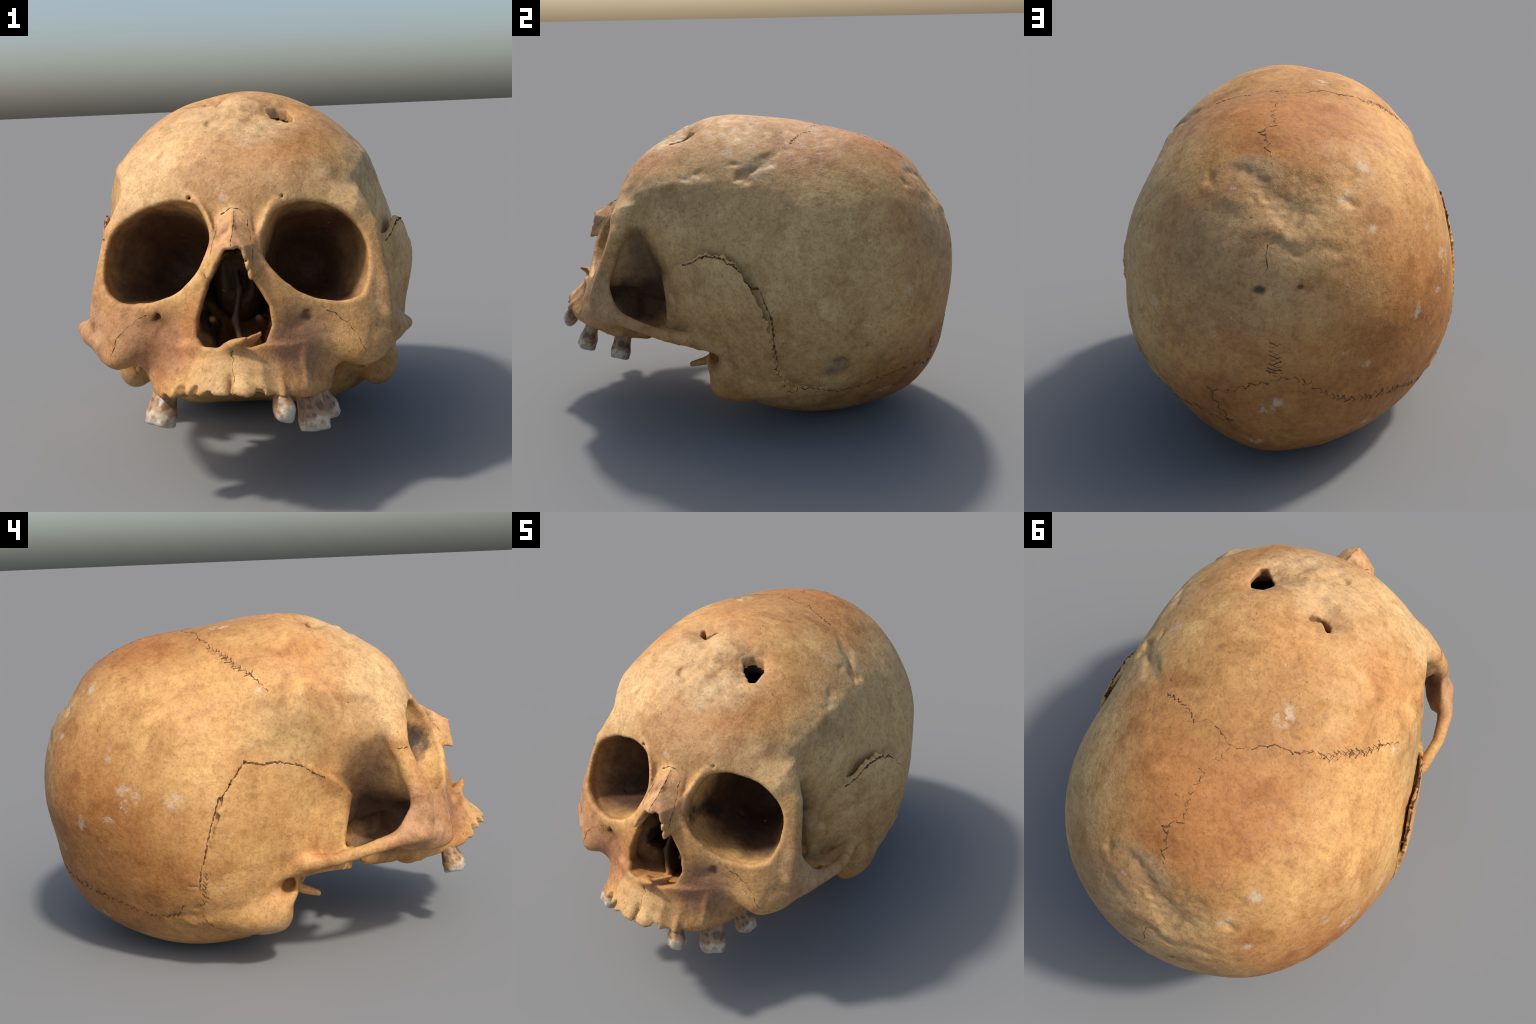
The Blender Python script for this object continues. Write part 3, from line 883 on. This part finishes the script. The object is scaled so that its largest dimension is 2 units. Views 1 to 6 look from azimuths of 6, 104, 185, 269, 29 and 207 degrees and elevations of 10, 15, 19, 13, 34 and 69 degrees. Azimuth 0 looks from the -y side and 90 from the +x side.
NAMES = ["frontal_bone", "parietal_bone", "parietal_bone", "occipital_bone", "temporal_bone", "temporal_bone", "sphenoid_bone", "zygomatic_bone", "zygomatic_bone",
         "upper_jaw", "nasal_bone", "nasal_bone", "brain_cavity"]
labels = bone_labels(verts[quads].mean(1))
bones = {}
for k, name in enumerate(NAMES):
    q = quads[labels == k]
    if not len(q):
        continue
    used, idx = np.unique(q, return_inverse=True)
    mesh = bpy.data.meshes.new(name)
    mesh.from_pydata(verts[used].tolist(), [], idx.reshape(-1, 4).tolist())
    mesh.shade_smooth()
    mesh.normals_split_custom_set_from_vertices(nrm[used].tolist())
    bones[k] = add_object(name, mesh, root, CAVITY if name == "brain_cavity" else BONE)
bpy.data.meshes.remove(whole)


# ------------------------------------------------------------------ suture lines
def resample(pts, step):
    P = [Vector(p) for p in pts]
    dense = []
    for i in range(len(P) - 1):
        a, b, c, d = P[max(i - 1, 0)], P[i], P[i + 1], P[min(i + 2, len(P) - 1)]
        n = max(2, int((c - b).length / step))
        dense += [catmull(np.array(a), np.array(b), np.array(c), np.array(d), t) for t in np.linspace(0, 1, n, endpoint=False)]
    return [Vector(p) for p in dense] + [P[-1]]


def suture(pts, swing, pitch, width, seed, wild=.5, skip=0.0):
    """a meandering seam pressed into the bone along a guide line; skip leaves it broken"""
    rnd = random.Random(seed)
    guide = resample(pts, .0022)
    phase, runs, cur = 0.0, [], []
    size = [swing(t) if callable(swing) else swing for t in np.linspace(0, 1, len(guide))]
    for i, p in enumerate(guide):
        hit, n, _, _ = TREE.find_nearest(p)
        if hit is None:
            continue
        tangent = (guide[min(i + 1, len(guide) - 1)] - guide[max(i - 1, 0)]).normalized()
        across = n.cross(tangent).normalized()
        phase += .0022 / pitch * 2 * math.pi * (.85 + .9 * noise.noise(Vector((i * .05, seed, 0))) ** 2 * 4)
        wave = math.sin(phase) + wild * noise.noise(Vector((i * .13, seed * 3.1, 1))) + .12 * wild * noise.noise(Vector((i * .6, seed, 5)))
        q = hit + across * size[i] * wave * (.6 + .8 * abs(noise.noise(Vector((i * .03, 9, seed))))) + tangent * min(size[i] * .8, .007) * math.sin(phase * 2 + .6)
        hit, n, _, _ = TREE.find_nearest(q)
        if skip and noise.noise(Vector((i * .035, seed, 2))) < skip - .6:
            if len(cur) > 4:
                runs.append(cur)
            cur = []
            continue
        cur.append((hit - n * width * .45, width * (.55 + .75 * abs(noise.noise(Vector((i * .09, 4, seed)))) * 1.6)))
    if len(cur) > 4:
        runs.append(cur)
    return runs


def tubes(runs, sides=5):
    v, f = [], []
    for run in runs:
        base = len(v)
        for i, (p, r) in enumerate(run):
            t = (run[min(i + 1, len(run) - 1)][0] - run[max(i - 1, 0)][0])
            t = t.normalized() if t.length > 1e-9 else Vector((1, 0, 0))
            a = t.orthogonal().normalized()
            b = t.cross(a)
            r = r * min(1, (i + .4) / 4, (len(run) - i - .6) / 4)
            v += [p + (a * math.cos(2 * math.pi * k / sides) + b * math.sin(2 * math.pi * k / sides)) * r for k in range(sides)]
        for i in range(len(run) - 1):
            for k in range(sides):
                f.append((base + i * sides + k, base + i * sides + (k + 1) % sides, base + (i + 1) * sides + (k + 1) % sides, base + (i + 1) * sides + k))
    me = bpy.data.meshes.new("suture")
    me.from_pydata([tuple(p) for p in v], [], f)
    me.shade_smooth()
    return me


LINES = {
    "coronal_suture": [([(.26, .262, 1.322), (.21, .273, 1.341), (.153, .293, 1.356), (.114, .329, 1.362)], .006, .022, .0030, 1, .5, .35),
                       ([(.114, .329, 1.362), (.067, .304, 1.372), (-.004, .334, 1.374), (-.026, .353, 1.37)], .003, .03, .0030, 2, .6, 0),
                       ([(-.026, .353, 1.37), (-.092, .332, 1.368), (-.161, .283, 1.365), (-.227, .273, 1.347)], .008, .045, .0028, 3, .8, .1),
                       ([(-.227, .273, 1.347), (-.271, .241, 1.338), (-.325, .226, 1.311), (-.373, .178, 1.288), (-.42, .128, 1.25), (-.451, .067, 1.218)], lambda t: .008 + .016 * t, .026, .0030, 4, .5, 0),
                       ([(-.30, .230, 1.322), (-.373, .170, 1.288), (-.42, .120, 1.25), (-.455, .060, 1.215)], .014, .022, .0024, 14, .9, .25),
                       ([(-.451, .067, 1.218), (-.47, .04, 1.19), (-.50, -.002, 1.152)], .006, .022, .0024, 5, .8, .3)],
    "sagittal_suture": [([(-.024, .361, 1.37), (-.022, .403, 1.363), (.023, .442, 1.358), (-.001, .477, 1.35), (.013, .529, 1.338), (.005, .58, 1.322), (-.006, .624, 1.305)], .011, .030, .0030, 6, .8, .1),
                        ([(-.006, .624, 1.305), (.045, .667, 1.285), (.017, .701, 1.264), (.019, .736, 1.238), (-.001, .767, 1.212), (-.004, .789, 1.189)], .012, .036, .0032, 7, .7, 0),
                        ([(.016, .937, .969), (.011, .961, .915), (.022, .975, .869)], .008, .055, .0028, 8, .5, 0),
                        ([(-.005, .99, .64), (-.005, .985, .58), (-.002, .974, .50)], .032, .014, .0024, 9, .25, .1)],
    "lambdoid_suture": [([(.248, .914, .424), (.17, .94, .43), (.09, .965, .464), (.032, .971, .474), (-.036, .972, .493), (-.091, .961, .481)], .012, .036, .0034, 10, .5, 0),
                        ([(-.091, .961, .481), (-.145, .939, .439), (-.212, .90, .387), (-.292, .85, .361), (-.376, .787, .345), (-.445, .70, .315)], lambda t: .014 + .012 * t, .030, .0036, 11, .5, 0),
                        ([(-.40, .75, .33), (-.45, .70, .313), (-.493, .602, .283), (-.531, .493, .264), (-.583, .396, .281)], .014, .026, .0036, 12, .6, 0),
                        ([(-.583, .396, .281), (-.60, .385, .31), (-.631, .363, .355)], .005, .03, .0034, 13, .8, 0),
                        ([(.235, .915, .41), (.205, .915, .35), (.175, .903, .288), (.30, .847, .325)], .016, .034, .0034, 15, .7, .1),
                        ([(.304, .847, .325), (.385, .736, .293), (.432, .608, .245), (.477, .525, .233)], .014, .026, .0034, 16, .7, .1),
                        ([(.477, .525, .233), (.552, .449, .267), (.599, .37, .281), (.636, .304, .322)], .006, .034, .0036, 17, .9, 0)],
    "parietomastoid_suture": [([(-.672, .272, .50), (-.675, .282, .45), (-.66, .285, .40), (-.65, .295, .35), (-.635, .30, .32)], .014, .026, .0034, 18, .6, 0),
                              ([(.655, .268, .50), (.66, .275, .45), (.655, .28, .40), (.645, .29, .35), (.636, .304, .322)], .012, .026, .0034, 19, .6, 0),
                              ([(-.60, .30, .30), (-.575, .25, .24), (-.55, .20, .19)], .004, .05, .0030, 20, .8, 0),
                              ([(.60, .30, .30), (.58, .33, .26), (.60, .37, .285)], .005, .04, .0030, 21, .8, 0)],
    "squamous_seam_shade": [([(s_ * .66, y, z) for y, z in [(q[0] * 1.03 + .006, q[1] + .010) for q in SQUAMA[s_][6:-4]]], .0015, .03, wd, 40 + s_ + k, .8, 0)  # dark tube added along the plate edge, imitating the shadowed gap
                        for s_ in (1, -1) for k, wd in ((0, .0058),)],
    "facial_suture": [([(MID + .003, -.915, .575), (MID + .005, -.955, .51), (MID + .004, -1.01, .44)], .0015, .06, .0026, 22, .6, 0),
                      ([(-.29, -.76, .675), (-.34, -.75, .64), (-.40, -.74, .585), (-.425, -.74, .49)], .004, .05, .0022, 23, .6, .15),
                      ([(.31, -.76, .69), (.37, -.75, .655), (.42, -.735, .60), (.455, -.73, .52)], .004, .05, .0022, 24, .6, .15),
                      ([(-.485, -.50, .905), (-.475, -.53, .90), (-.465, -.545, .902)], .003, .02, .0022, 25, .7, 0),
                      ([(MID, -.665, 1.01), (MID + .006, -.75, .965), (MID + .004, -.85, .915)], .002, .06, .0022, 26, .6, 0),
                      ([(MID - .05, -.68, .99), (MID - .065, -.75, .91), (MID - .08, -.82, .84)], .003, .05, .0022, 27, .6, .1),
                      ([(MID + .05, -.68, .99), (MID + .068, -.75, .91), (MID + .085, -.82, .84)], .003, .05, .0024, 28, .6, .1),
                      ([(MID - .05, -.67, 1.0), (MID, -.665, 1.022), (MID + .05, -.67, 1.0)], .003, .03, .0030, 29, .6, 0)],
}
for name, parts in LINES.items():
    o = add_object(name, tubes([r for p in parts for r in suture(*p)]), root, SUTURE)
    o["kind"] = "stuff"


# ------------------------------------------------------------------ remaining teeth
def tooth(kind, place, size, tilt, turn):
    v, q = build_tooth(kind)
    me = bpy.data.meshes.new("tooth")
    me.from_pydata((v * np.array(size)).tolist(), [], q.tolist())
    me.shade_smooth()
    o = add_object("tooth", me, bones[9], TOOTH)
    o.location = place
    o.rotation_euler = (math.radians(tilt), 0, math.radians(turn))


tooth("canine", (.182, -.925, .408), (1.02, 1.05, 1.3), -24, 20)
tooth("molar", (.272, -.795, .328), (1.05, 1.0, 1.25), -18, 35)
tooth("premolar", (.310, -.605, .295), (1.0, .95, 1.15), -20, 80)
tooth("molar", (-.245, -.790, .350), (1.08, 1.0, 1.25), -18, -30)
